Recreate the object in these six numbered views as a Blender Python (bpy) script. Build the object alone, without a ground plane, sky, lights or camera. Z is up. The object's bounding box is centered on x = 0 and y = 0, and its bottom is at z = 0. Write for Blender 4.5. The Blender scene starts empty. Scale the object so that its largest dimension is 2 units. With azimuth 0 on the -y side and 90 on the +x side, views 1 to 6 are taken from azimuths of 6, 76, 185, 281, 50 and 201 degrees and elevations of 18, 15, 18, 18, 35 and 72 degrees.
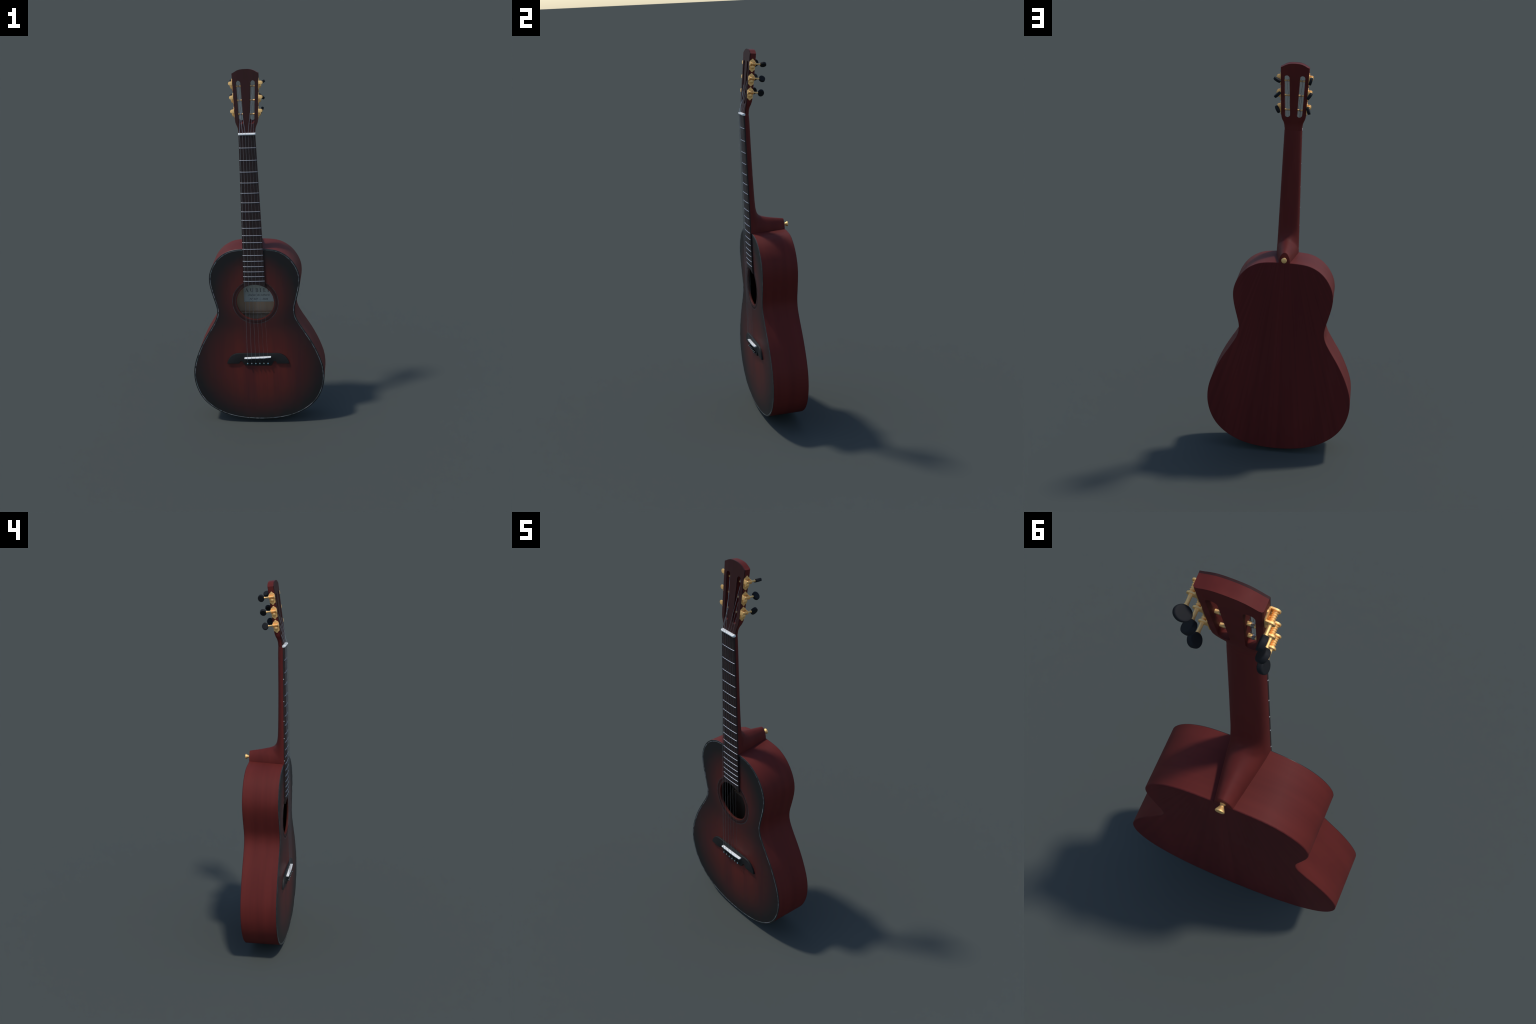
import bpy, bmesh, math
from mathutils import Vector, Matrix

# ------------------------------------------------------------------ helpers
def link(ob):
    bpy.context.scene.collection.objects.link(ob)
    return ob

ROOT = link(bpy.data.objects.new("acoustic_guitar", None))
ROOT["label"] = "small-bodied red sunburst acoustic guitar with slotted headstock, gold tuners"
ROOT["category"] = "guitar"

def finish_mesh(me, mats, angle=35.0, smooth=True):
    for m in (mats if isinstance(mats, (list, tuple)) else [mats]):
        me.materials.append(m)
    me.update()
    if smooth:
        for p in me.polygons:
            p.use_smooth = True
        me.set_sharp_from_angle(angle=math.radians(angle))

def mesh_from(name, verts, faces, mats, angle=35.0, smooth=True, fix=True):
    me = bpy.data.meshes.new(name)
    me.from_pydata([tuple(v) for v in verts], [], faces)
    if fix:
        bm = bmesh.new(); bm.from_mesh(me)
        bmesh.ops.recalc_face_normals(bm, faces=bm.faces)
        bm.to_mesh(me); bm.free()
    finish_mesh(me, mats, angle, smooth)
    return me

def add(name, me, parent=None, matrix=None):
    ob = link(bpy.data.objects.new(name, me))
    ob.parent = parent or ROOT
    if matrix is not None:
        ob.matrix_local = matrix
    return ob

def catmull(pts, n, closed=False):
    """n samples per span through the control points"""
    out = []; m = len(pts)
    spans = m if closed else m - 1
    for i in range(spans):
        g = (lambda k: pts[k % m]) if closed else (lambda k: pts[min(max(k, 0), m - 1)])
        p0, p1, p2, p3 = g(i - 1), g(i), g(i + 1), g(i + 2)
        for j in range(n):
            t = j / n
            out.append(tuple(0.5 * (2 * b + (c - a) * t + (2 * a - 5 * b + 4 * c - d) * t * t
                                    + (3 * b - a - 3 * c + d) * t ** 3)
                             for a, b, c, d in zip(p0, p1, p2, p3)))
    if not closed:
        out.append(tuple(pts[-1]))
    return out

def resample_closed(poly, n):
    m = len(poly); d = [0.0]
    for i in range(m):
        a, b = poly[i], poly[(i + 1) % m]
        d.append(d[-1] + math.dist(a, b))
    out = []; k = 0
    for i in range(n):
        s = d[-1] * i / n
        while d[k + 1] < s:
            k += 1
        t = (s - d[k]) / max(d[k + 1] - d[k], 1e-9)
        a, b = poly[k], poly[(k + 1) % m]
        out.append((a[0] + (b[0] - a[0]) * t, a[1] + (b[1] - a[1]) * t))
    return out

def smooth_closed(poly, rounds):
    m = len(poly)
    for _ in range(rounds):
        poly = [((poly[i - 1][0] + 2 * poly[i][0] + poly[(i + 1) % m][0]) / 4,
                 (poly[i - 1][1] + 2 * poly[i][1] + poly[(i + 1) % m][1]) / 4) for i in range(m)]
    return poly

def inset(poly, d):
    """offset a counter-clockwise closed polygon inwards by d"""
    m = len(poly); out = []
    for i in range(m):
        a, b = poly[i - 1], poly[(i + 1) % m]
        tx, ty = b[0] - a[0], b[1] - a[1]
        l = math.hypot(tx, ty) or 1
        out.append((poly[i][0] - ty / l * d, poly[i][1] + tx / l * d))
    return out

def lerp_table(tab, x):
    if x <= tab[0][0]:
        return tab[0][1]
    for (x0, y0), (x1, y1) in zip(tab, tab[1:]):
        if x <= x1:
            return y0 + (y1 - y0) * (x - x0) / (x1 - x0)
    return tab[-1][1]

def rings_mesh(name, rings, mats, closed_profile=False, cap_first=False, cap_last=False, angle=35, slot=None):
    """loft through rings of equal point count"""
    n = len(rings[0]); verts = [v for r in rings for v in r]; faces = []; idx = []
    k = len(rings) if closed_profile else len(rings) - 1
    for r in range(k):
        r2 = (r + 1) % len(rings)
        for i in range(n):
            j = (i + 1) % n
            faces.append((r * n + i, r * n + j, r2 * n + j, r2 * n + i))
            idx.append(slot[r] if slot else 0)
    if cap_first:
        faces.append(tuple(range(n))); idx.append(slot[0] if slot else 0)
    if cap_last:
        faces.append(tuple((len(rings) - 1) * n + i for i in range(n))); idx.append(slot[-1] if slot else 0)
    me = mesh_from(name, verts, faces, mats, angle)
    if slot:
        for p, s in zip(me.polygons, idx):
            p.material_index = s
    return me

def revolve(name, profile, mats, seg=32, axis='Z', angle=35):
    """profile: (radius, height) from one end to the other; ends are capped"""
    rings = []
    for r, h in profile:
        ring = []
        for i in range(seg):
            a = 2 * math.pi * i / seg
            c, s = r * math.cos(a), r * math.sin(a)
            ring.append({'Z': (c, s, h), 'Y': (c, h, s), 'X': (h, c, s)}[axis])
        rings.append(ring)
    return rings_mesh(name, rings, mats, cap_first=True, cap_last=True, angle=angle)

def slab(name, outer, place, depth0, depth1, mats, holes=(), bevel=0.0, angle=35):
    """flat shape (with holes) extruded between two depths; place(u, v, depth) -> xyz"""
    bm = bmesh.new()
    edges = []
    for loop in [outer] + list(holes):
        vs = [bm.verts.new((u, v, 0)) for u, v in loop]
        edges += [bm.edges.new((vs[i], vs[(i + 1) % len(vs)])) for i in range(len(vs))]
    bmesh.ops.triangle_fill(bm, use_beauty=True, use_dissolve=False, edges=edges)
    top = list(bm.faces)
    ret = bmesh.ops.extrude_face_region(bm, geom=top)
    for g in ret['geom']:
        if isinstance(g, bmesh.types.BMVert):
            g.co.z = 1
    rim = [e for e in bm.edges if len(e.link_faces) == 2 and
           abs(e.link_faces[0].normal.z) + 0 >= 0 and e.verts[0].co.z == e.verts[1].co.z]
    for v in bm.verts:
        v.co = Vector(place(v.co.x, v.co.y, depth1 if v.co.z > .5 else depth0))
    bmesh.ops.recalc_face_normals(bm, faces=bm.faces)
    if bevel:
        bm.normal_update()
        rim = [e for e in bm.edges if len(e.link_faces) == 2 and e.calc_face_angle(0) > math.radians(60)
               ]
        bmesh.ops.bevel(bm, geom=rim, offset=bevel, segments=3, profile=0.5, affect='EDGES', clamp_overlap=True)
    me = bpy.data.meshes.new(name)
    bm.to_mesh(me); bm.free()
    finish_mesh(me, mats, angle)
    return me

def tube(name, pts, rad, mats, seg=8):
    pts = [Vector(p) for p in pts]
    rings = []; up = None
    for i, p in enumerate(pts):
        t = (pts[min(i + 1, len(pts) - 1)] - pts[max(i - 1, 0)]).normalized()
        if up is None:
            up = Vector((1, 0, 0)) if abs(t.x) < .8 else Vector((0, 0, 1))
        a = (up - t * up.dot(t)).normalized(); up = a
        b = t.cross(a)
        rings.append([tuple(p + (a * math.cos(2 * math.pi * k / seg) + b * math.sin(2 * math.pi * k / seg)) * rad)
                      for k in range(seg)])
    return rings_mesh(name, rings, mats, cap_first=True, cap_last=True, angle=60)

# ------------------------------------------------------------------ materials
class Nodes:
    def __init__(self, name):
        self.mat = bpy.data.materials.new(name); self.mat.use_nodes = True
        self.nt = self.mat.node_tree
        self.bsdf = self.nt.nodes["Principled BSDF"]
        self.tc = self.nt.nodes.new("ShaderNodeTexCoord")
    def new(self, kind, **kw):
        n = self.nt.nodes.new(kind)
        for k, v in kw.items():
            setattr(n, k, v)
        return n
    def put(self, sock, val):
        if isinstance(val, bpy.types.NodeSocket):
            self.nt.links.new(val, sock)
        else:
            sock.default_value = val
    def math(self, op, a, b=0.0, c=0.0):
        n = self.new("ShaderNodeMath", operation=op)
        self.put(n.inputs[0], a); self.put(n.inputs[1], b); self.put(n.inputs[2], c)
        return n.outputs[0]
    def noise(self, scale, size=1.0, detail=3.0, rough=0.5):
        m = self.new("ShaderNodeMapping"); m.inputs["Scale"].default_value = scale
        self.nt.links.new(self.tc.outputs["Object"], m.inputs[0])
        n = self.new("ShaderNodeTexNoise")
        n.inputs["Scale"].default_value = size; n.inputs["Detail"].default_value = detail
        n.inputs["Roughness"].default_value = rough
        self.nt.links.new(m.outputs[0], n.inputs["Vector"])
        return n.outputs["Fac"]
    def ramp(self, fac, stops, mode='LINEAR'):
        r = self.new("ShaderNodeValToRGB"); r.color_ramp.interpolation = mode
        el = r.color_ramp.elements
        while len(el) < len(stops):
            el.new(0.5)
        for e, (p, c) in zip(el, stops):
            e.position = p; e.color = (*c, 1)
        self.put(r.inputs[0], fac)
        return r.outputs[0]
    def mix(self, fac, a, b, blend='MIX'):
        n = self.new("ShaderNodeMix", data_type='RGBA', blend_type=blend)
        self.put(n.inputs[0], fac)
        self.put(n.inputs[6], a if isinstance(a, bpy.types.NodeSocket) else (*a, 1))
        self.put(n.inputs[7], b if isinstance(b, bpy.types.NodeSocket) else (*b, 1))
        return n.outputs[2]
    def bump(self, height, strength, dist=0.001):
        b = self.new("ShaderNodeBump"); b.inputs["Strength"].default_value = strength
        b.inputs["Distance"].default_value = dist
        self.nt.links.new(height, b.inputs["Height"])
        self.nt.links.new(b.outputs[0], self.bsdf.inputs["Normal"])
    def done(self, color, rough, metallic=0.0, spec=0.5, coat=0.0):
        if isinstance(color, bpy.types.NodeSocket):
            self.nt.links.new(color, self.bsdf.inputs["Base Color"])
        else:
            self.bsdf.inputs["Base Color"].default_value = (*color, 1)
        self.put(self.bsdf.inputs["Roughness"], rough)
        self.bsdf.inputs["Metallic"].default_value = metallic
        self.bsdf.inputs["Specular IOR Level"].default_value = spec
        self.bsdf.inputs["Coat Weight"].default_value = coat
        return self.mat

def plain(name, color, rough, metallic=0.0, spec=0.5, vary=0.0):
    n = Nodes(name)
    if vary:
        f = n.noise((60, 60, 60), 1.0, 2)
        lo = tuple(c * (1 - vary) for c in color); hi = tuple(min(1, c * (1 + vary)) for c in color)
        return n.done(n.ramp(f, [(0.3, lo), (0.7, hi)]), rough, metallic, spec)
    return n.done(color, rough, metallic, spec)

def wood(name, dark, light, scale, fine, rough=0.62, spec=0.12, painted_shading=False):
    """streaky wood; grain runs along z in object space"""
    n = Nodes(name)
    broad = n.noise(scale, 1.0, 3, 0.55)
    grain = n.noise(fine, 1.0, 3, 0.6)
    f = n.math('ADD', n.math('MULTIPLY', broad, 0.85), n.math('MULTIPLY', grain, 0.15))
    col = n.ramp(f, [(0.36, dark), (0.64, light)])
    if painted_shading:      # faint surface-shading streaks fanning from the heel, painted into the colour
        sep = n.new("ShaderNodeSeparateXYZ"); n.nt.links.new(n.tc.outputs["Object"], sep.inputs[0])
        drop = n.math('SUBTRACT', 1.35, sep.outputs[2])
        ray = n.math('DIVIDE', sep.outputs[0], drop)
        v = n.new("ShaderNodeTexNoise", noise_dimensions='1D')
        n.put(v.inputs["W"], n.math('MULTIPLY', ray, 9.0)); v.inputs["Detail"].default_value = 1
        m = n.new("ShaderNodeMapRange"); n.put(m.inputs[0], v.outputs["Fac"])
        m.inputs[1].default_value = .35; m.inputs[2].default_value = .65
        m.inputs[3].default_value = .86; m.inputs[4].default_value = .98
        g = n.new("ShaderNodeCombineColor")
        for i in range(3):
            n.put(g.inputs[i], m.outputs[0])
        col = n.mix(1.0, col, g.outputs[0], 'MULTIPLY')
    n.bump(grain, 0.02)
    return n.done(col, rough, 0, spec)

MAHOGANY_D, MAHOGANY_L = (0.100, 0.0155, 0.0130), (0.122, 0.0190, 0.0152)
mat_side = wood("mahogany_side", MAHOGANY_D, MAHOGANY_L, (2.0, 24, 1.5), (8, 150, 6))
mat_back = wood("mahogany_back", (0.092, 0.0138, 0.0130), (0.112, 0.0166, 0.0150), (7, 3, 0.6), (40, 10, 2), painted_shading=True)
mat_neck = wood("mahogany_neck", MAHOGANY_D, MAHOGANY_L, (16, 16, 1.2), (120, 120, 6))
mat_inside = wood("bare_inner_wood", (0.60, 0.37, 0.22), (0.80, 0.53, 0.33), (16, 10, 1.0), (140, 60, 5), 0.8, 0.2)  # colour lightened and warmed to offset weak bounce light and blue surroundings
mat_veneer = wood("rosewood_veneer", (0.031, 0.0115, 0.0110), (0.041, 0.0145, 0.0140), (30, 10, 1.2), (160, 40, 5))
mat_finger = wood("rosewood_fingerboard", (0.016, 0.0105, 0.0100), (0.030, 0.0135, 0.0125), (70, 8, 1.6), (240, 40, 6), 0.6, 0.3)
mat_ebony = plain("ebony", (0.011, 0.0105, 0.0108), 0.55, spec=0.3, vary=0.15)
mat_binding = plain("black_binding", (0.008, 0.008, 0.009), 0.35)
mat_button = plain("black_tuner_button", (0.011, 0.0112, 0.0125), 0.7, spec=0.2)
mat_gold = plain("satin_gold", (1.0, 0.64, 0.26), 0.62, metallic=1.0)
mat_fret = plain("fret_nickel", (0.31, 0.32, 0.36), 0.45, metallic=1.0)
mat_string = plain("steel_string", (0.38, 0.39, 0.42), 0.4, metallic=1.0)
mat_bone = plain("white_bone", (0.80, 0.80, 0.77), 0.4, vary=0.03)
mat_paper = plain("label_paper", (0.74, 0.75, 0.68), 0.9, spec=0.1)
mat_ink = plain("label_ink", (0.03, 0.028, 0.026), 0.9, spec=0.1)
mat_rule = plain("label_rule", (0.22, 0.26, 0.25), 0.9, spec=0.1)
mat_dot = plain("pearl_dot", (0.75, 0.77, 0.76), 0.35)

def sunburst():
    n = Nodes("sunburst_top")
    sep = n.new("ShaderNodeSeparateXYZ"); n.nt.links.new(n.tc.outputs["Object"], sep.inputs[0])
    def lobe(cz, a, b):
        u = n.math('DIVIDE', sep.outputs[0], a)
        v = n.math('DIVIDE', n.math('SUBTRACT', sep.outputs[2], cz), b)
        return n.math('SQRT', n.math('ADD', n.math('MULTIPLY', u, u), n.math('MULTIPLY', v, v)))
    low, up = lobe(0.368, 0.360, 0.350), lobe(0.79, 0.245, 0.275)
    d = n.math('SMOOTH_MIN', low, up, 0.35)
    streak = n.noise((22, 4, 0.9), 1.0, 2, 0.5)
    grain = n.noise((170, 20, 5), 1.0, 3, 0.6)
    d = n.math('ADD', d, n.math('MULTIPLY', n.math('SUBTRACT', streak, 0.5), 0.22))
    d = n.math('ADD', d, n.math('MULTIPLY', n.math('MAXIMUM', n.math('SUBTRACT', sep.outputs[2], 0.55), 0.0), 0.30))
    f = n.math('ADD', n.math('MULTIPLY', streak, 0.7), n.math('MULTIPLY', grain, 0.3))
    red = n.ramp(f, [(0.36, (0.066, 0.0112, 0.0112)), (0.64, (0.114, 0.0160, 0.0112))])
    dark = (0.0108, 0.0098, 0.0100)
    burst = n.ramp(d, [(0.28, (0, 0, 0)), (0.61, (0.36,) * 3), (0.89, (0.84,) * 3), (0.99, (1, 1, 1))])
    n.bump(grain, 0.04)
    return n.done(n.mix(burst, red, dark), 0.45, 0, 0.34)
mat_top = sunburst()

def abalone(name, gain, scale=55):
    n = Nodes(name)
    v = n.new("ShaderNodeTexVoronoi"); v.inputs["Scale"].default_value = scale
    n.nt.links.new(n.tc.outputs["Object"], v.inputs["Vector"])
    sep = n.new("ShaderNodeSeparateColor"); n.nt.links.new(v.outputs["Color"], sep.inputs[0])
    hue = n.ramp(sep.outputs[0], [(0.0, (0.19, 0.21, 0.20)), (0.3, (0.20, 0.28, 0.28)), (0.55, (0.24, 0.23, 0.26)),
                                  (0.8, (0.31, 0.32, 0.32)), (1.0, (0.15, 0.20, 0.24))])
    val = n.ramp(sep.outputs[1], [(0.0, (0.18,) * 3), (0.45, (0.7,) * 3), (1.0, (1.3,) * 3)])
    c = n.mix(1.0, hue, val, 'MULTIPLY')
    return n.done(n.mix(1.0, c, (gain,) * 3, 'MULTIPLY'), 0.3)
mat_abalone = abalone("abalone", 0.62)
mat_ring = abalone("rosette_abalone", 0.21, 70)
def pin_dot():
    n = Nodes("abalone_dot")
    oi = n.new("ShaderNodeObjectInfo")
    return n.done(n.ramp(oi.outputs["Random"], [(0.0, (0.16, 0.36, 0.40)), (0.4, (0.22, 0.24, 0.28)),
                                                (0.7, (0.18, 0.30, 0.28)), (1.0, (0.2, 0.42, 0.5))]), 0.3)
mat_pin_dot = pin_dot()

# ------------------------------------------------------------------ body
TOP, BACK = -0.0940, 0.0980            # y of the soundboard face and of the back face
HALF = [(0, 1.0422), (.070, 1.0400), (.1225, 1.0332), (.1540, 1.0195), (.1854, .9990), (.2189, .9600), (.2422, .9118),
        (.2494, .8690), (.2443, .8190), (.2289, .7560), (.2161, .7090), (.2131, .6830), (.2200, .6430), (.2486, .5910),
        (.2970, .5115), (.3338, .4362), (.3604, .3595), (.3675, .3010), (.3640, .2490), (.3470, .1910), (.3180, .1400),
        (.2700, .0930), (.2040, .0548), (.1310, .0325), (.0600, .0228), (0, .0202)]
outline = [(-x, z) for x, z in HALF] + [(x, z) for x, z in reversed(HALF[1:-1])]   # counter-clockwise seen from the front
outline = inset(smooth_closed(resample_closed(catmull(outline, 12, True), 360), 8), -0.0010)
HOLE_Z, HOLE_R = 0.7345, 0.1032

def body_ring(d, y, n=None):
    return [(x, y, z) for x, z in (inset(outline, d) if d else outline)]

def circle(r, n=128, cz=HOLE_Z, cx=0.0):
    return [(cx + r * math.cos(2 * math.pi * i / n), cz + r * math.sin(2 * math.pi * i / n)) for i in range(n)]

# ribs (bent sides), mahogany outside and near-black inside
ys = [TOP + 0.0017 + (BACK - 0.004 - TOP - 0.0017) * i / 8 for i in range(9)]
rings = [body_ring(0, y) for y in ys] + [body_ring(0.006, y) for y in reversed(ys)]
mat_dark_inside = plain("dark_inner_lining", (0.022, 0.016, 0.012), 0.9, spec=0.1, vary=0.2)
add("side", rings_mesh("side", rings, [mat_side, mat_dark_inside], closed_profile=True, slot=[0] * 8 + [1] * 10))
# back plate with a softly rounded rim
rings = [body_ring(0.006, BACK - 0.0065), body_ring(0.0, BACK - 0.004), body_ring(0.0, BACK - 0.0025), body_ring(0.0006, BACK - 0.001),
         body_ring(0.0016, BACK - 0.0002), body_ring(0.004, BACK)]
add("back", rings_mesh("back", rings, [mat_back, mat_inside], cap_first=True, cap_last=True, slot=[1, 0, 0, 0, 0]))
# soundboard with its round hole
flat = lambda u, v, d: (u, d, v)
add("soundboard", slab("soundboard", inset(outline, 0.0085), flat, TOP, TOP + 0.0065, mat_top,
                       holes=[circle(HOLE_R)]))
# black binding wrapped over the edge, abalone line inside it
rings = [body_ring(0.0045, TOP + 0.0017), body_ring(-0.0001, TOP + 0.0017), body_ring(-0.0001, TOP + 0.0014), body_ring(0.0004, TOP + 0.0007),
         body_ring(0.0016, TOP), body_ring(0.0032, TOP - 0.0003), body_ring(0.0053, TOP - 0.0003), body_ring(0.0053, TOP + 0.004)]
add("binding", rings_mesh("binding", rings, mat_binding))
rings = [body_ring(0.0054, TOP + 0.003), body_ring(0.0054, TOP - 0.0004), body_ring(0.0084, TOP - 0.0004), body_ring(0.0084, TOP + 0.003)]
add("purfling", rings_mesh("purfling", rings, mat_abalone))

def ring_inlay(name, r0, r1, lift, mat):
    rs = [[(x, y, z) for x, z in circle(r, 160)] for r, y in
          ((r0, TOP + .001), (r0, TOP - lift), (r1, TOP - lift), (r1, TOP + .001))]
    return add(name, rings_mesh(name, rs, mat))
mat_rim = wood("hole_rim_wood", (0.062, 0.0140, 0.0110), (0.085, 0.0165, 0.0115), (20, 4, 2), (160, 20, 6))
rs = [[(x, y, z) for x, z in circle(r, 160)] for r, y in
      ((.1075, TOP + .0120), (.1036, TOP + .0120), (.1028, TOP + .0112), (.1028, TOP + .0060), (.1028, TOP + .0022), (.1034, TOP + .0008), (.1048, TOP - .0002), (.1079, TOP - .0003), (.1079, TOP + .001))]
add("hole_rim", rings_mesh("hole_rim", rs, mat_rim, angle=60))
mat_rosette = wood("rosette_wood", (0.030, 0.0110, 0.0106), (0.040, 0.0125, 0.0118), (40, 6, 2), (200, 20, 6))
ring_inlay("rosette", 0.1130, 0.1245, 0.0002, mat_rosette)
ring_inlay("rosette_ring", 0.1080, 0.1128, 0.0003, plain("rosette_dark", (0.018, 0.0095, 0.0098), 0.5))
ring_inlay("rosette_ring", 0.1248, 0.1276, 0.0004, mat_ring)

# inside: ladder brace, neck block and paper label on the back
def box(name, c, s, mat, parent=None, bevel=0.001):
    x, y, z = (k / 2 for k in s)
    me = slab(name, [(-x, -z), (x, -z), (x, z), (-x, z)], flat, -y, y, mat, bevel=bevel)
    return add(name, me, parent, Matrix.Translation(c))
box("brace", (0, 0.0790, 0.6080), (0.40, 0.022, 0.0075), mat_inside)
box("brace", (0, 0.0785, 0.300), (0.66, 0.025, 0.024), mat_inside)
box("brace", (0, 0.0785, 0.860), (0.44, 0.025, 0.024), mat_inside)
box("neck_block", (0, 0.0, 1.006), (0.15, 0.172, 0.046), mat_inside)
box("tail_block", (0, 0.0, 0.050), (0.13, 0.172, 0.034), mat_inside)

LAB = BACK - 0.0068
label = box("label", (0, LAB, 0.7270), (0.170, 0.0006, 0.120), mat_paper, bevel=0)
def on_label(name, me):
    return add(name, me, label, Matrix.Identity(4))
def bar(name, x0, z0, x1, z1, mat, y=-0.0007):
    return on_label(name, slab(name, [(x0, z0), (x1, z0), (x1, z1), (x0, z1)], flat, y, y + .0004, mat))
# printed frame (coordinates are relative to the label's centre)
for x0, z0, x1, z1 in ((-.0825, -.0578, .0825, -.0566), (-.0825, .0566, .0825, .0578),
                       (-.0825, -.0566, -.0813, .0566), (.0813, -.0566, .0825, .0566)):
    bar("printed_frame", x0, z0, x1, z1, mat_rule)
# serif capitals drawn from strokes: (x0, z0, x1, z1, width); unit cap height
def arc(cx, cz, rx, rz, a0, a1, w, n=8):
    p = [(cx + rx * math.cos(math.radians(a0 + (a1 - a0) * i / n)), cz + rz * math.sin(math.radians(a0 + (a1 - a0) * i / n)))
         for i in range(n + 1)]
    return [(*p[i], *p[i + 1], w) for i in range(n)]
TH, TK, SE = 0.05, 0.14, 0.045        # thin, thick and serif stroke widths
GLYPH = {
    'A': [(.08, 0, .44, 1, TH), (.40, 1, .80, 0, TK), (.22, .36, .66, .36, TH), (-.04, .02, .22, .02, SE), (.62, .02, .96, .02, SE)],
    'U': [(.18, .98, .18, .32, TK), (.74, .98, .74, .32, TH)] + arc(.46, .32, .28, .30, 180, 360, .09) +
         [(.02, .98, .36, .98, SE), (.60, .98, .88, .98, SE)],
    'B': [(.16, 0, .16, 1, TK), (0, .98, .40, .98, SE), (0, .02, .44, .02, SE), (.16, .53, .42, .53, SE)] +
         arc(.36, .755, .22, .225, 90, -90, .10) + arc(.40, .275, .26, .255, 90, -90, .11),
    'I': [(.16, 0, .16, 1, TK), (0, .98, .32, .98, SE), (0, .02, .32, .02, SE)],
    'E': [(.16, 0, .16, 1, TK), (0, .98, .62, .98, SE), (0, .02, .66, .02, SE), (.16, .53, .48, .53, SE),
          (.62, 1, .62, .80, SE), (.67, 0, .67, .22, SE), (.48, .43, .48, .63, SE)],
    'R': [(.16, 0, .16, 1, TK), (0, .98, .40, .98, SE), (0, .02, .32, .02, SE), (.16, .50, .40, .50, SE),
          (.36, .50, .78, .02, TK), (.70, .02, .90, .02, SE)] + arc(.36, .74, .22, .24, 90, -90, .10)}
CAP = 0.0212
verts, faces = [], []
for ch, px in zip("AUBIER", (-.0765, -.0478, -.0166, .0088, .0280, .0517)):
    for x0, z0, x1, z1, w in GLYPH[ch]:
        dx, dz = x1 - x0, z1 - z0; l = math.hypot(dx, dz)
        ex, ez = dx / l * .02, dz / l * .02
        nx, nz = -dz / l * w / 2, dx / l * w / 2
        b = len(verts)
        for u, v in ((x0 - ex + nx, z0 - ez + nz), (x0 - ex - nx, z0 - ez - nz), (x1 + ex - nx, z1 + ez - nz), (x1 + ex + nx, z1 + ez + nz)):
            verts.append((px + u * CAP, -0.0006 - 0.00001 * (b % 17), -0.0005 + v * CAP))
        faces.append((b, b + 1, b + 2, b + 3))
on_label("printed_name", mesh_from("printed_name", verts, faces, mat_ink, smooth=False, fix=False))
def printed(body, x0, x1, z, size, shear):
    cu = bpy.data.curves.new("printed_line", 'FONT'); cu.body = body; cu.size = size; cu.shear = shear
    cu.extrude = 0.0
    tmp = link(bpy.data.objects.new("printed_line", cu))
    bpy.context.view_layer.update()
    me = bpy.data.meshes.new_from_object(tmp.evaluated_get(bpy.context.evaluated_depsgraph_get()))
    bpy.data.objects.remove(tmp)
    xs = [v.co.x for v in me.vertices]; k = (x1 - x0) / (max(xs) - min(xs)); mn = min(xs)
    for v in me.vertices:
        v.co = Vector((x0 + (v.co.x - mn) * k, -0.0007, z + v.co.y))
    me.materials.clear(); me.materials.append(mat_ink)
    on_label("printed_line", me)
printed("Atelier de lutherie", -.062, .0625, -.0240, .0165, 0.25)
printed("N\u00ba 027 \u2014 2026", -.0520, .0520, -.0482, .0150, 0.2)

# ------------------------------------------------------------------ neck, heel, headstock: one loft
NUT_Z, SCALE_LEN = 1.6678, 1.2505
ALPHA = math.atan(0.122)
S_DIR, N_DIR = Vector((0, math.sin(ALPHA), math.cos(ALPHA))), Vector((0, math.cos(ALPHA), -math.sin(ALPHA)))
H0 = Vector((0, -0.0948, 1.6830))
def hs(x, s, t):
    """headstock frame: x across, s up along the face, t into the wood from the face"""
    return H0 + Vector((x, 0, 0)) + S_DIR * s + N_DIR * t

EDGE = [(-.012, .0436), (0.0, .0440), (.012, .0456), (.020, .0474), (.0272, .0498), (.038, .0545), (.0455, .0572), (.0535, .0588),
        (.065, .0599), (.080, .0606), (.298, .0688)]
CREST = [(0, .3194), (.010, .3193), (.022, .3183), (.034, .3158), (.046, .3108), (.056, .3052), (.063, .3012), (.0690, .2988)]
STOP = .3194
def edge_w(s):
    return lerp_table(EDGE, s)
def head_point(x, s, t):
    if s > 0.24:
        s = 0.24 + (s - 0.24) * (lerp_table(CREST, abs(x)) - 0.24) / (STOP - 0.24)
    return hs(x, s, t)
VENEER = 0.0048
def dsection(p, n=28):
    """half-D cross-section: fractions (side, depth) from one front corner over the back to the other"""
    out = []
    for i in range(n + 1):
        a = math.pi * i / n
        c, s = math.cos(a), max(0.0, math.sin(a))
        r = (abs(c) ** p + s ** p) ** (-1 / p)
        out.append((r * c, r * s))
    return out

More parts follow.
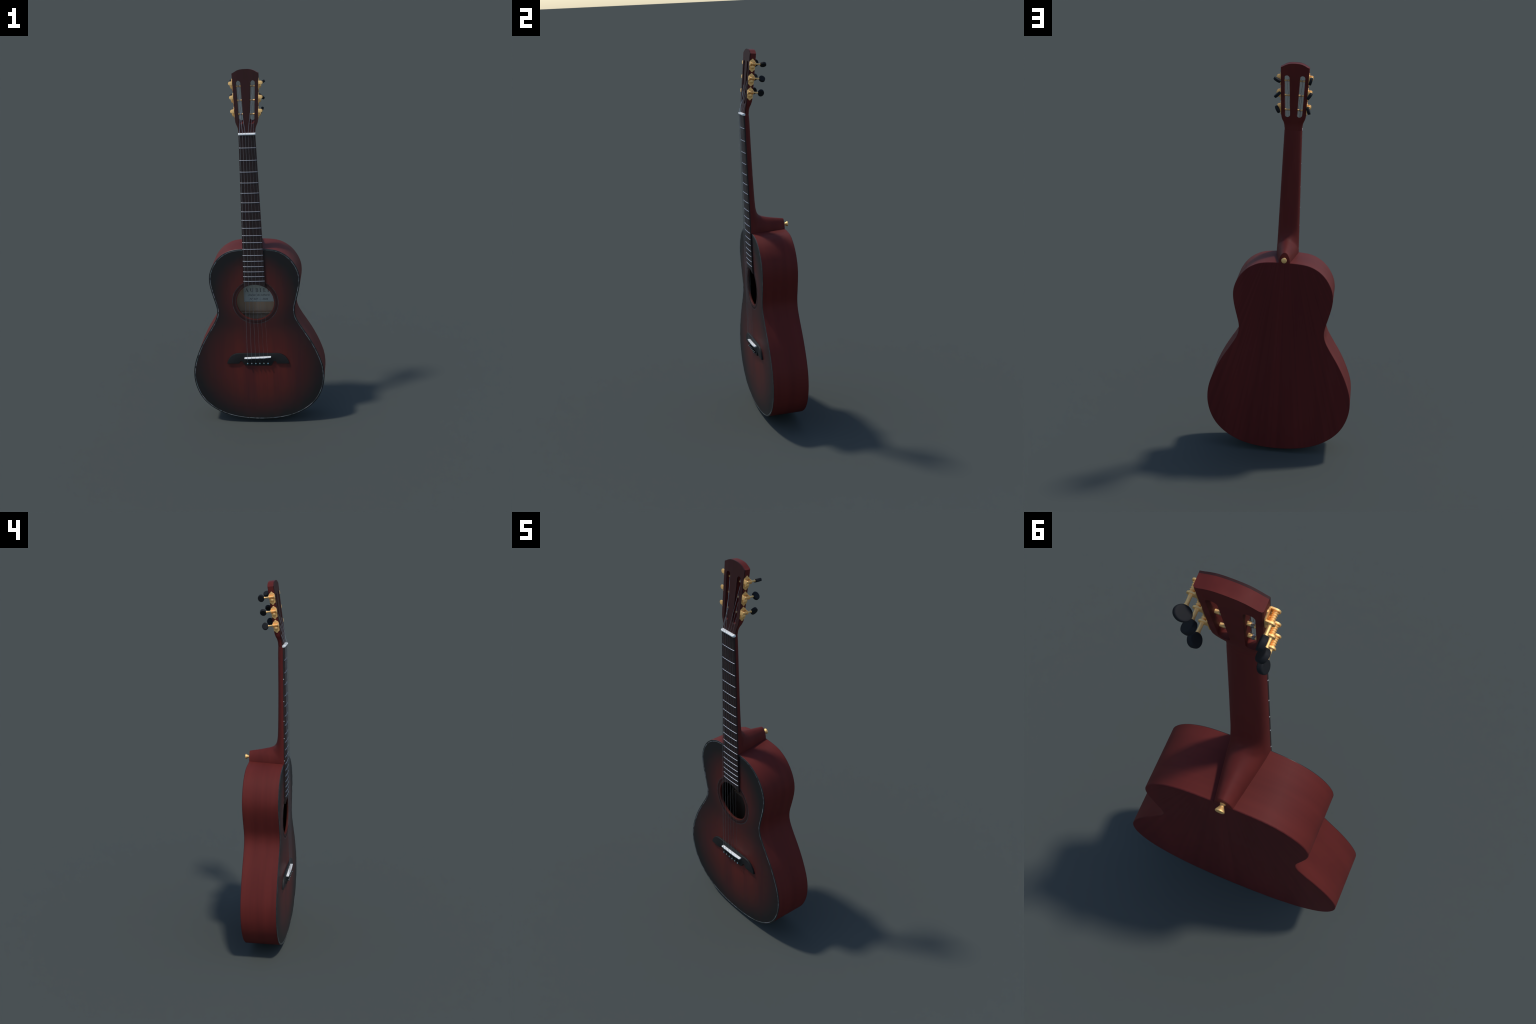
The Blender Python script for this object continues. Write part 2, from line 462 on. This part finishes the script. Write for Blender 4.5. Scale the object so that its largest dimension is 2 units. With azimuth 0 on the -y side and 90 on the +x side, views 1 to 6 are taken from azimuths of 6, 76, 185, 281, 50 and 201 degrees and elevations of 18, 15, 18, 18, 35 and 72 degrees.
head_rings = []; head_front = []
srows = [-.012 + i * .004 for i in range(24)] + [.09 + i * (.24 - .09) / 6 for i in range(7)] + [.26, .28, .29, .30, .306, .3125, .3168, STOP]
THICK = [(-.012, .0300), (.000, .0290), (.012, .0285), (.024, .0292), (.040, .0318), (.055, .0334), (.070, .0340), (.3, .0345)]
POWER = [(-.012, 2.5), (.010, 2.7), (.03, 3.6), (.05, 7), (.075, 16), (.3, 18)]
for s in srows:
    w, th, p = edge_w(min(s, .298)), lerp_table(THICK, s), lerp_table(POWER, s)
    tf = VENEER * min(1.0, max(0.0, (s + .012) / .004))
    head_rings.append([tuple(head_point(w * a, s, tf + (th - tf) * b)) for a, b in dsection(p, 48)])
    head_front.append([tuple(head_point(w * a, s, tf)) for a, b in dsection(p, 48)])
def section_caps(name, rings, mats, angle=40, flat_front=None):
    """loft of open D sections, closed along the flat front, capped at both ends"""
    n = len(rings[0]); verts = []; faces = []
    front = [[(r[i][0], r[0][1], r[0][2]) for i in range(n)] for r in rings] if flat_front is None else flat_front
    for r, f in zip(rings, front):
        verts += list(r) + list(f)
    k = 2 * n
    for j in range(len(rings) - 1):
        for i in range(n - 1):
            a, b = j * k + i, (j + 1) * k + i
            faces.append((a, a + 1, b + 1, b))
            faces.append((a + n, b + n, b + n + 1, a + n + 1))
    for j in (0, len(rings) - 1):
        for i in range(n - 1):
            a = j * k + i
            faces.append((a, a + 1, a + n + 1, a + n))
    me = bpy.data.meshes.new(name); me.from_pydata([tuple(v) for v in verts], [], faces)
    bm = bmesh.new(); bm.from_mesh(me)
    bmesh.ops.remove_doubles(bm, verts=bm.verts, dist=1e-6)
    bmesh.ops.dissolve_degenerate(bm, edges=bm.edges, dist=1e-7)
    bmesh.ops.recalc_face_normals(bm, faces=bm.faces)
    bm.to_mesh(me); bm.free()
    finish_mesh(me, mats, angle)
    return me

def boolean_cut(ob, cutters):
    dg = bpy.context.evaluated_depsgraph_get
    for c in cutters:
        m = ob.modifiers.new("cut", 'BOOLEAN'); m.operation = 'DIFFERENCE'; m.object = c; m.solver = 'EXACT'
    bpy.context.view_layer.update()
    me = bpy.data.meshes.new_from_object(ob.evaluated_get(dg()))
    ob.modifiers.clear(); old = ob.data; ob.data = me; me.name = old.name
    for p in me.polygons:
        p.use_smooth = True
    me.set_sharp_from_angle(angle=math.radians(30))

def slot_cutter(sg):
    """tapered slot: long opening at the front, lower end ramped towards the back"""
    rings = []
    for t, s_low in ((-.006, .0335), (0.0, .0370), (.034, .0575), (.040, .0610)):
        hi, w = .2610, .0128
        ring = []
        for i in range(24):
            a = math.pi * i / 23
            ring.append((w * math.cos(a), hi - w + w * math.sin(a)))
        for i in range(24):
            a = math.pi + math.pi * i / 23
            ring.append((w * math.cos(a), s_low + w + w * math.sin(a)))
        rings.append([tuple(hs(sg * (.0365 - (.225 - s) * .045) + x, s, t)) for x, s in ring])
    return add("slot_cutter", rings_mesh("slot_cutter", rings, mat_neck, cap_first=True, cap_last=True))

cutters = [slot_cutter(1), slot_cutter(-1)]
headstock = add("headstock", section_caps("headstock", head_rings, mat_neck, 40, head_front))
half = [(edge_w(s), s) for s in [-.0079, 0, .006, .012, .018, .0235, .0272, .033, .038, .042, .0455, .0495, .0535, .059, .065, .072, .080, .12, .16, .20, .24, .27, .2975]]
crest = [(x, s) for x, s in catmull(CREST, 5)]
face = half[:-1] + list(reversed(crest)) + [(-x, s) for x, s in crest[1:]] + [(-x, s) for x, s in reversed(half[:-1])]
veneer = add("headstock_veneer", slab("headstock_veneer", face, hs, 0.0, VENEER + .0002, mat_veneer))
boolean_cut(headstock, cutters); boolean_cut(veneer, cutters)
for c in cutters:
    bpy.data.objects.remove(c)

# neck and heel: straight sections from the base line (under the fingerboard, then along the body) to the ridge
def fb_half(z):
    return .0436 + (.0588 - .0436) * (NUT_Z - z) / (NUT_Z - .8606)
F = -0.0948
#        base y, base z   ridge y, ridge z   half width  power
J0, J1 = hs(0, -.012, 0), hs(0, -.012, .0300)
STA = [(J0.y, J0.z, J1.y, J1.z, .0436, 2.5), (F - .0003, 1.655, -.0657, 1.653, fb_half(1.655), 2.55), (F, 1.62, -.0650, 1.62, fb_half(1.62), 2.6), (F, 1.55, -.0646, 1.55, fb_half(1.55), 2.6),
       (F, 1.40, -.0634, 1.40, fb_half(1.40), 2.6), (F, 1.25, -.0603, 1.25, fb_half(1.25), 2.6), (F, 1.19, -.0573, 1.187, fb_half(1.19), 2.5),
       (F, 1.15, -.0540, 1.1625, fb_half(1.15), 2.4), (F, 1.11, -.0480, 1.1430, fb_half(1.11), 2.3), (F, 1.075, -.0385, 1.1300, fb_half(1.075), 2.2),
       (F, 1.040, -.0270, 1.1222, .0560, 2.1), (-.070, 1.038, -.0120, 1.1168, .0535, 2.05), (-.035, 1.038, .0080, 1.1115, .0485, 2.0),
       (.005, 1.038, .0300, 1.1068, .0420, 2.0), (.040, 1.038, .0550, 1.1022, .0365, 2.0), (.070, 1.038, .0780, 1.0982, .0315, 2.0),
       (.0963, 1.038, .0963, 1.0950, .0275, 2.0)]
neck_rings = []
for by, bz, ry, rz, w, p in catmull(STA, 6):
    neck_rings.append([(w * a, by + (ry - by) * b, bz + (rz - bz) * b) for a, b in dsection(p, 48)])
add("neck", section_caps("neck", neck_rings, mat_neck))
cap = [(.0275 * a * .97, 1.040 + .0546 * b * .985) for a, b in dsection(2.0, 32)]
add("heel_cap", slab("heel_cap", cap, flat, .0958, .0980, mat_neck, bevel=.0007))

# ------------------------------------------------------------------ fingerboard, frets, nut
FB_EDGE, FB_SAG = -0.1018, 0.0022
def fb_y(x, w):
    return FB_EDGE - FB_SAG * (1 - (x / w) ** 2)
FB_TOP = NUT_Z - 0.0045
nx, nz = 25, 40
verts, faces = [], []
for layer in (0, 1):
    for j in range(nz + 1):
        for i in range(nx):
            u = -1 + 2 * i / (nx - 1)
            w = .0588
            zend = HOLE_Z + math.sqrt((HOLE_R + .0015) ** 2 - (u * w) ** 2)
            z = FB_TOP + (zend - FB_TOP) * j / nz
            w = fb_half(z)
            y = (-.0952 if z > 1.044 else TOP + .0002) if layer else fb_y(u * w, w)
            verts.append((u * w, y, z))
L = (nz + 1) * nx
for j in range(nz):
    for i in range(nx - 1):
        a = j * nx + i
        faces.append((a, a + 1, a + nx + 1, a + nx)); faces.append((L + a, L + a + nx, L + a + nx + 1, L + a + 1))
for j in range(nz):
    for i in (0, nx - 1):
        a = j * nx + i
        faces.append((a, a + nx, L + a + nx, L + a))
for j in (0, nz):
    for i in range(nx - 1):
        a = j * nx + i
        faces.append((a, a + 1, L + a + 1, L + a))
fingerboard = add("fingerboard", mesh_from("fingerboard", verts, faces, mat_finger))

def fret_z(k):
    return NUT_Z - SCALE_LEN * (1 - 2 ** (-k / 12))
for k in range(1, 19):
    z = fret_z(k); w = fb_half(z) - .0008
    rings = []
    for i in range(21):
        x = -w + 2 * w * i / 20
        y0 = fb_y(min(abs(x), fb_half(z)), fb_half(z)) + .0003
        end = .35 if i in (0, 20) else (.8 if i in (1, 19) else 1.0)
        rings.append([(x, y0 - .0024 * end * math.sin(a), z + .0022 * math.cos(a)) for a in
                      [math.pi * m / 8 for m in range(9)]])
    add("fret", rings_mesh("fret", rings, mat_fret, cap_first=True, cap_last=True, angle=60), fingerboard)
dot_me = revolve("side_dot", [(.0018, 0), (.0018, .0007)], mat_dot, 16, 'X')
for k in (3, 5, 7, 9, 12):
    z = (fret_z(k) + fret_z(k - 1)) / 2
    add("side_dot", dot_me, fingerboard, Matrix.Translation((-fb_half(z) - .0005, -.0980, z)))

# nut: rounded bone bar
prof = [(-.0930, -.0060), (-.1045, -.0062), (-.1072, -.0054), (-.1090, -.0036), (-.1098, -.0010), (-.1095, .0020), (-.1082, .0036), (-.1050, .0047), (-.0930, .0050)]
rings = []
for i in range(37):
    u = -1 + 2 * i / 36
    x = .0449 * u
    k = max(0.0, abs(x) - .0400) / .0049
    sc = math.sqrt(max(0.0, 1 - k * k * .45))
    rings.append([(x, -.094 + (y + .094) * (sc if y < -.1 else 1), 1.6710 + dz * (.75 + .25 * sc)) for y, dz in prof])
nut = add("nut", rings_mesh("nut", rings, mat_bone, cap_first=True, cap_last=True, angle=50))
STR_N = [-.0363 + .01455 * i for i in range(6)]
STR_B = [-.0572 + .02285 * i for i in range(6)]
SRAD = [.00096, .00082, .00070, .00056, .00038, .00032]

# ------------------------------------------------------------------ bridge, saddle, pins
BR = [(0, .4318), (.060, .4318), (.108, .4316), (.122, .4300), (.136, .4255), (.149, .4165), (.159, .4060), (.167, .3935), (.1725, .3800), (.1745, .3712),
      (.1735, .3700), (.1085, .3695), (.1062, .3710), (.1050, .3760), (.1015, .3822), (.0962, .3862), (.0915, .3860), (.0872, .3825), (.0800, .3690), (.0738, .3605), (.0700, .3580), (0, .3578)]
br = [(-x, z) for x, z in BR] + [(x, z) for x, z in reversed(BR[1:-1])]
BR_TOP = -0.1035
bridge = add("bridge", slab("bridge", br, flat, BR_TOP, TOP + .0005, mat_ebony, bevel=.0016, angle=50))
# slanted, compensated bone saddle
sn = 60; rings = []
for i in range(sn + 1):
    u = i / sn; x = -.0742 + .1484 * u
    zc = .4058 + .0072 * u
    comp = .0008 * math.cos(u * 2 * math.pi * 3) * (1 if u < .55 else .4)
    if .63 < u < .80:
        comp -= .0014
    hi = -.1165 - .0022 * (1 - (2 * u - 1) ** 2)
    rings.append([(x, BR_TOP + .002, zc + .0030), (x, hi + .0015, zc + .0028), (x, hi, zc + .0015), (x, hi, zc - .0018 + comp),
                  (x, hi + .0012, zc - .0030 + comp), (x, BR_TOP + .002, zc - .0032)])
add("saddle", rings_mesh("saddle", rings, mat_bone, cap_first=True, cap_last=True, angle=50), bridge)
PIN_Z = .3762
mat_pin = plain('dark_pin', (0.020, 0.017, 0.016), 0.45)
pin_me = revolve("bridge_pin", [(.0036, BR_TOP + .002), (.0034, -.1075), (.0044, -.1085), (.0048, -.1108), (.0047, -.1132), (.0042, -.1146), (.0036, -.1152)], mat_pin, 24, 'Y')
pdot_me = revolve("pin_dot", [(.0034, -.1148), (.0034, -.1155), (.0028, -.1159)], mat_pin_dot, 20, 'Y')
for i in range(6):
    add("bridge_pin", pin_me, bridge, Matrix.Translation((STR_B[i], 0, PIN_Z)))
    add("pin_dot", pdot_me, bridge, Matrix.Translation((STR_B[i], 0, PIN_Z)))

# ------------------------------------------------------------------ tuning machines
def tuner_meshes(sg):
    """local axes: x outwards (times sg), y into the back, z up along the headstock edge"""
    M = lambda a, b, c: (sg * c, b, a)         # a along edge, b depth, c outwards
    o = [(0, .0334), (.0022, .0331), (.0040, .0312), (.0058, .0280), (.0090, .0255), (.0125, .0240), (.0140, .0215), (.0146, .0180), (.0146, -.0205),
         (.0138, -.0228), (.0105, -.0245), (.0072, -.0268), (.0050, -.0305), (.0032, -.0328), (0, -.0334)]
    o = [(a, b) for b, a in o] + [(a, -b) for b, a in reversed(o[1:-1])]
    parts = {}
    parts["tuning_machine"] = slab("tuning_machine", o, lambda u, v, d: M(u, v, d), 0.0, .0030, mat_gold, bevel=.0006)
    WA, WC = .0088, .0125                       # worm axis
    ear = [(WA - .0097, .0015)] + [(WA + .0096 * math.sin(t), WC + .0096 * math.cos(t)) for t in
                                  [math.radians(-88 + 176 * i / 20) for i in range(21)]] + [(WA + .0097, .0015)]
    parts["front_ear"] = slab("bracket_ear", ear, lambda u, v, d: M(u, d, v), -.0158, -.0122, mat_gold, bevel=.0009, angle=50)
    parts["back_ear"] = slab("bracket_ear", ear, lambda u, v, d: M(u, d, v), .0112, .0148, mat_gold, bevel=.0009, angle=50)
    seg, rows, rings = 28, 60, []
    for j in range(rows + 1):
        b = -.0125 + .0245 * j / rows
        waist = 1 - .12 * (1 - (2 * j / rows - 1) ** 2)
        rings.append([M(WA + r * math.cos(t), b, WC + r * math.sin(t)) for t, r in
                      [(2 * math.pi * i / seg, (.0064 + .0011 * math.sin(2 * math.pi * (b / .0047) + 2 * math.pi * i / seg)) * waist)
                       for i in range(seg)]])
    parts["worm"] = rings_mesh("worm", rings, mat_gold, cap_first=True, cap_last=True, angle=80)
    prof = [(.0098, .0028), (.0100, .0050), (.0100, .0095), (.0094, .0115), (.0080, .0132), (.0060, .0144), (.0036, .0151), (.0012, .0154)]
    teeth = 20
    rings = []
    for r, c in prof:
        rings.append([M(-.0072 + rr * math.cos(t), rr * math.sin(t), c) for t, rr in
                      [(2 * math.pi * i / 80, r * (1 + (.06 * (1 if (i * teeth * 2 // 80) % 2 else -1) if r > .0095 else 0))) for i in range(80)]])
    parts["gear"] = rings_mesh("gear", rings, mat_gold, cap_first=True, cap_last=True)
    prof = [(.0050, .0135), (.0044, .0155), (.0042, .0180), (.0040, .0300), (.0042, .0345), (.0052, .0368), (.0051, .0384), (.0040, .0392)]
    parts["shaft"] = rings_mesh("shaft", [[M(WA + r * math.cos(t), b, WC + r * math.sin(t)) for t in
                                           [2 * math.pi * i / 24 for i in range(24)]] for r, b in prof], mat_gold, cap_first=True, cap_last=True)
    screw = [[M(a0 + r * math.cos(t), r * math.sin(t), c) for t in [2 * math.pi * i / 14 for i in range(14)]]
             for r, c in ((.0019, .0028), (.0019, .0034), (.0012, .0038)) for a0 in (.0275,)]
    parts["screw"] = rings_mesh("screw", screw, mat_gold, cap_first=True, cap_last=True)
    screw = [[M(-.0275 + r * math.cos(t), r * math.sin(t), c) for t in [2 * math.pi * i / 14 for i in range(14)]]
             for r, c in ((.0019, .0028), (.0019, .0034), (.0012, .0038))]
    parts["screw2"] = rings_mesh("screw", screw, mat_gold, cap_first=True, cap_last=True)
    return parts, WA, WC

def button_mesh():
    """oval knob: disc plane holds the shaft axis (local y); thickness along local x"""
    rings = []
    for f, tx in ((.10, -.0068), (.70, -.0068), (.86, -.0066), (.94, -.0060), (.985, -.0046), (1.0, -.0022), (1.0, .0022), (.985, .0046), (.94, .0060), (.86, .0066), (.70, .0068), (.10, .0068)):
        rings.append([(tx * (1.0 if f > .7 else 1.0), 0.0163 * f * math.cos(2 * math.pi * i / 40), .0190 * f * math.sin(2 * math.pi * i / 40)) for i in range(40)])
    return rings_mesh("button", rings, mat_button, cap_first=True, cap_last=True, angle=60)
btn = button_mesh()
ROLL_S = [.0895, .1607, .2330]           # string roller positions along the headstock
TAPER = math.atan((.0688 - .0606) / (.298 - .080))
# button turn angles seen along the shaft, top to bottom, per side
TURN = {1: [58, -50, 25], -1: [-13, -32, 21]}
MID = .0172
rollers = {}
for sg in (1, -1):
    parts, WA, WC = tuner_meshes(sg)
    for row, s0 in enumerate(reversed(ROLL_S)):
        s = s0 + .0066
        # local frame on the headstock edge
        out_dir = Vector((sg * math.cos(TAPER), 0, 0)) - S_DIR * math.sin(TAPER)
        al = S_DIR * math.cos(TAPER) + Vector((sg * math.sin(TAPER), 0, 0))
        X = out_dir * sg
        m = Matrix((X, N_DIR, al)).transposed().to_4x4()
        m.translation = hs(sg * (edge_w(s) - .0002), s, MID)
        plate = add("tuning_machine", parts["tuning_machine"], None, m)
        for k, nm in (("front_ear", "bracket_ear"), ("back_ear", "bracket_ear"), ("worm", "worm"), ("gear", "gear"), ("shaft", "shaft"), ("screw", "screw"), ("screw2", "screw")):
            add(nm, parts[k], plate)
        bm_ = Matrix.Translation((sg * WC, .0535, WA)) @ Matrix.Rotation(math.radians(TURN[sg][row]), 4, 'Y')
        add("button", btn, plate, bm_)
        # roller across the slot
        xa, xb = edge_w(s0) - .001, .012
        rp = [(.0046, xb), (.0046, .0240 + (s0 - .0895) * .045), (.0042, .0260 + (s0 - .0895) * .045), (.0042, .0325 + (s0 - .0895) * .045), (.0046, .0345 + (s0 - .0895) * .045), (.0046, xa)]
        me = rings_mesh("string_roller", [[(sg * c, MID + r * math.cos(t), r * math.sin(t)) for t in [2 * math.pi * i / 24 for i in range(24)]] for r, c in rp],
                        mat_gold, cap_first=True, cap_last=True)
        rm = Matrix((Vector((1, 0, 0)), N_DIR, S_DIR)).transposed().to_4x4(); rm.translation = hs(0, s0, 0)
        add("string_roller", me, None, rm)

# ------------------------------------------------------------------ strings
def bez(p0, p1, p2, n=8):
    return [p0 * (1 - t) ** 2 + p1 * 2 * t * (1 - t) + p2 * t * t for t in [i / n for i in range(n + 1)]]
for i in range(6):
    r = SRAD[i]
    sg = -1 if i < 3 else 1
    row = i if i < 3 else 5 - i              # outermost string to the lowest roller
    s0 = ROLL_S[row]
    xc = sg * (.0294 + (s0 - .0895) * .045)
    nutp = Vector((STR_N[i], -.1092 + .0018 * abs(STR_N[i] / .0363) ** 2, 1.6712))
    u = (STR_B[i] + .0742) / .1484
    hi = -.1165 - .0022 * (1 - (2 * u - 1) ** 2)
    sad = Vector((STR_B[i], hi - r * .4, .4062 + .0072 * u))
    R = .0044 + r
    pts = []
    # loose tail, then three turns round the roller, then off the front to the nut
    pts += [hs(xc - sg * .008, s0 + .0125, MID - .004), hs(xc - sg * .0050, s0 + .009, MID - .003)]
    for k in range(61):
        a = math.radians(90 + k / 60 * 1080 + 75)
        pts.append(hs(xc + sg * (-.0036 + .0072 * k / 60), s0 + R * math.sin(a), MID + R * math.cos(a)))
    pts.append(nutp + Vector((0, .0006, .0052)))
    pts.append(nutp)
    pts += [nutp + (sad - nutp) * t for t in (.004, .25, .5, .75, .996)]
    pts.append(sad)
    pts.append(sad + Vector((0, .0022, -.0050)))
    pts.append(Vector((STR_B[i], BR_TOP + .0005, PIN_Z + .0040)))
    add("string", tube("string", pts, r, mat_string, 8))

# ------------------------------------------------------------------ strap buttons
sb = revolve("strap_button", [(.0085, 0), (.0085, .0022), (.0062, .0032), (.0060, .0075), (.0085, .0125), (.0128, .0200), (.0136, .0222), (.0132, .0240), (.0118, .0248)], mat_gold, 32, 'Z')
add("strap_button", sb, None, Matrix.Translation((0, .0972, 1.0615)) @ Matrix.Rotation(math.radians(-90), 4, 'X'))
add("strap_button", sb, None, Matrix.Translation((0, .0015, .0247)) @ Matrix.Rotation(math.radians(180), 4, 'X'))
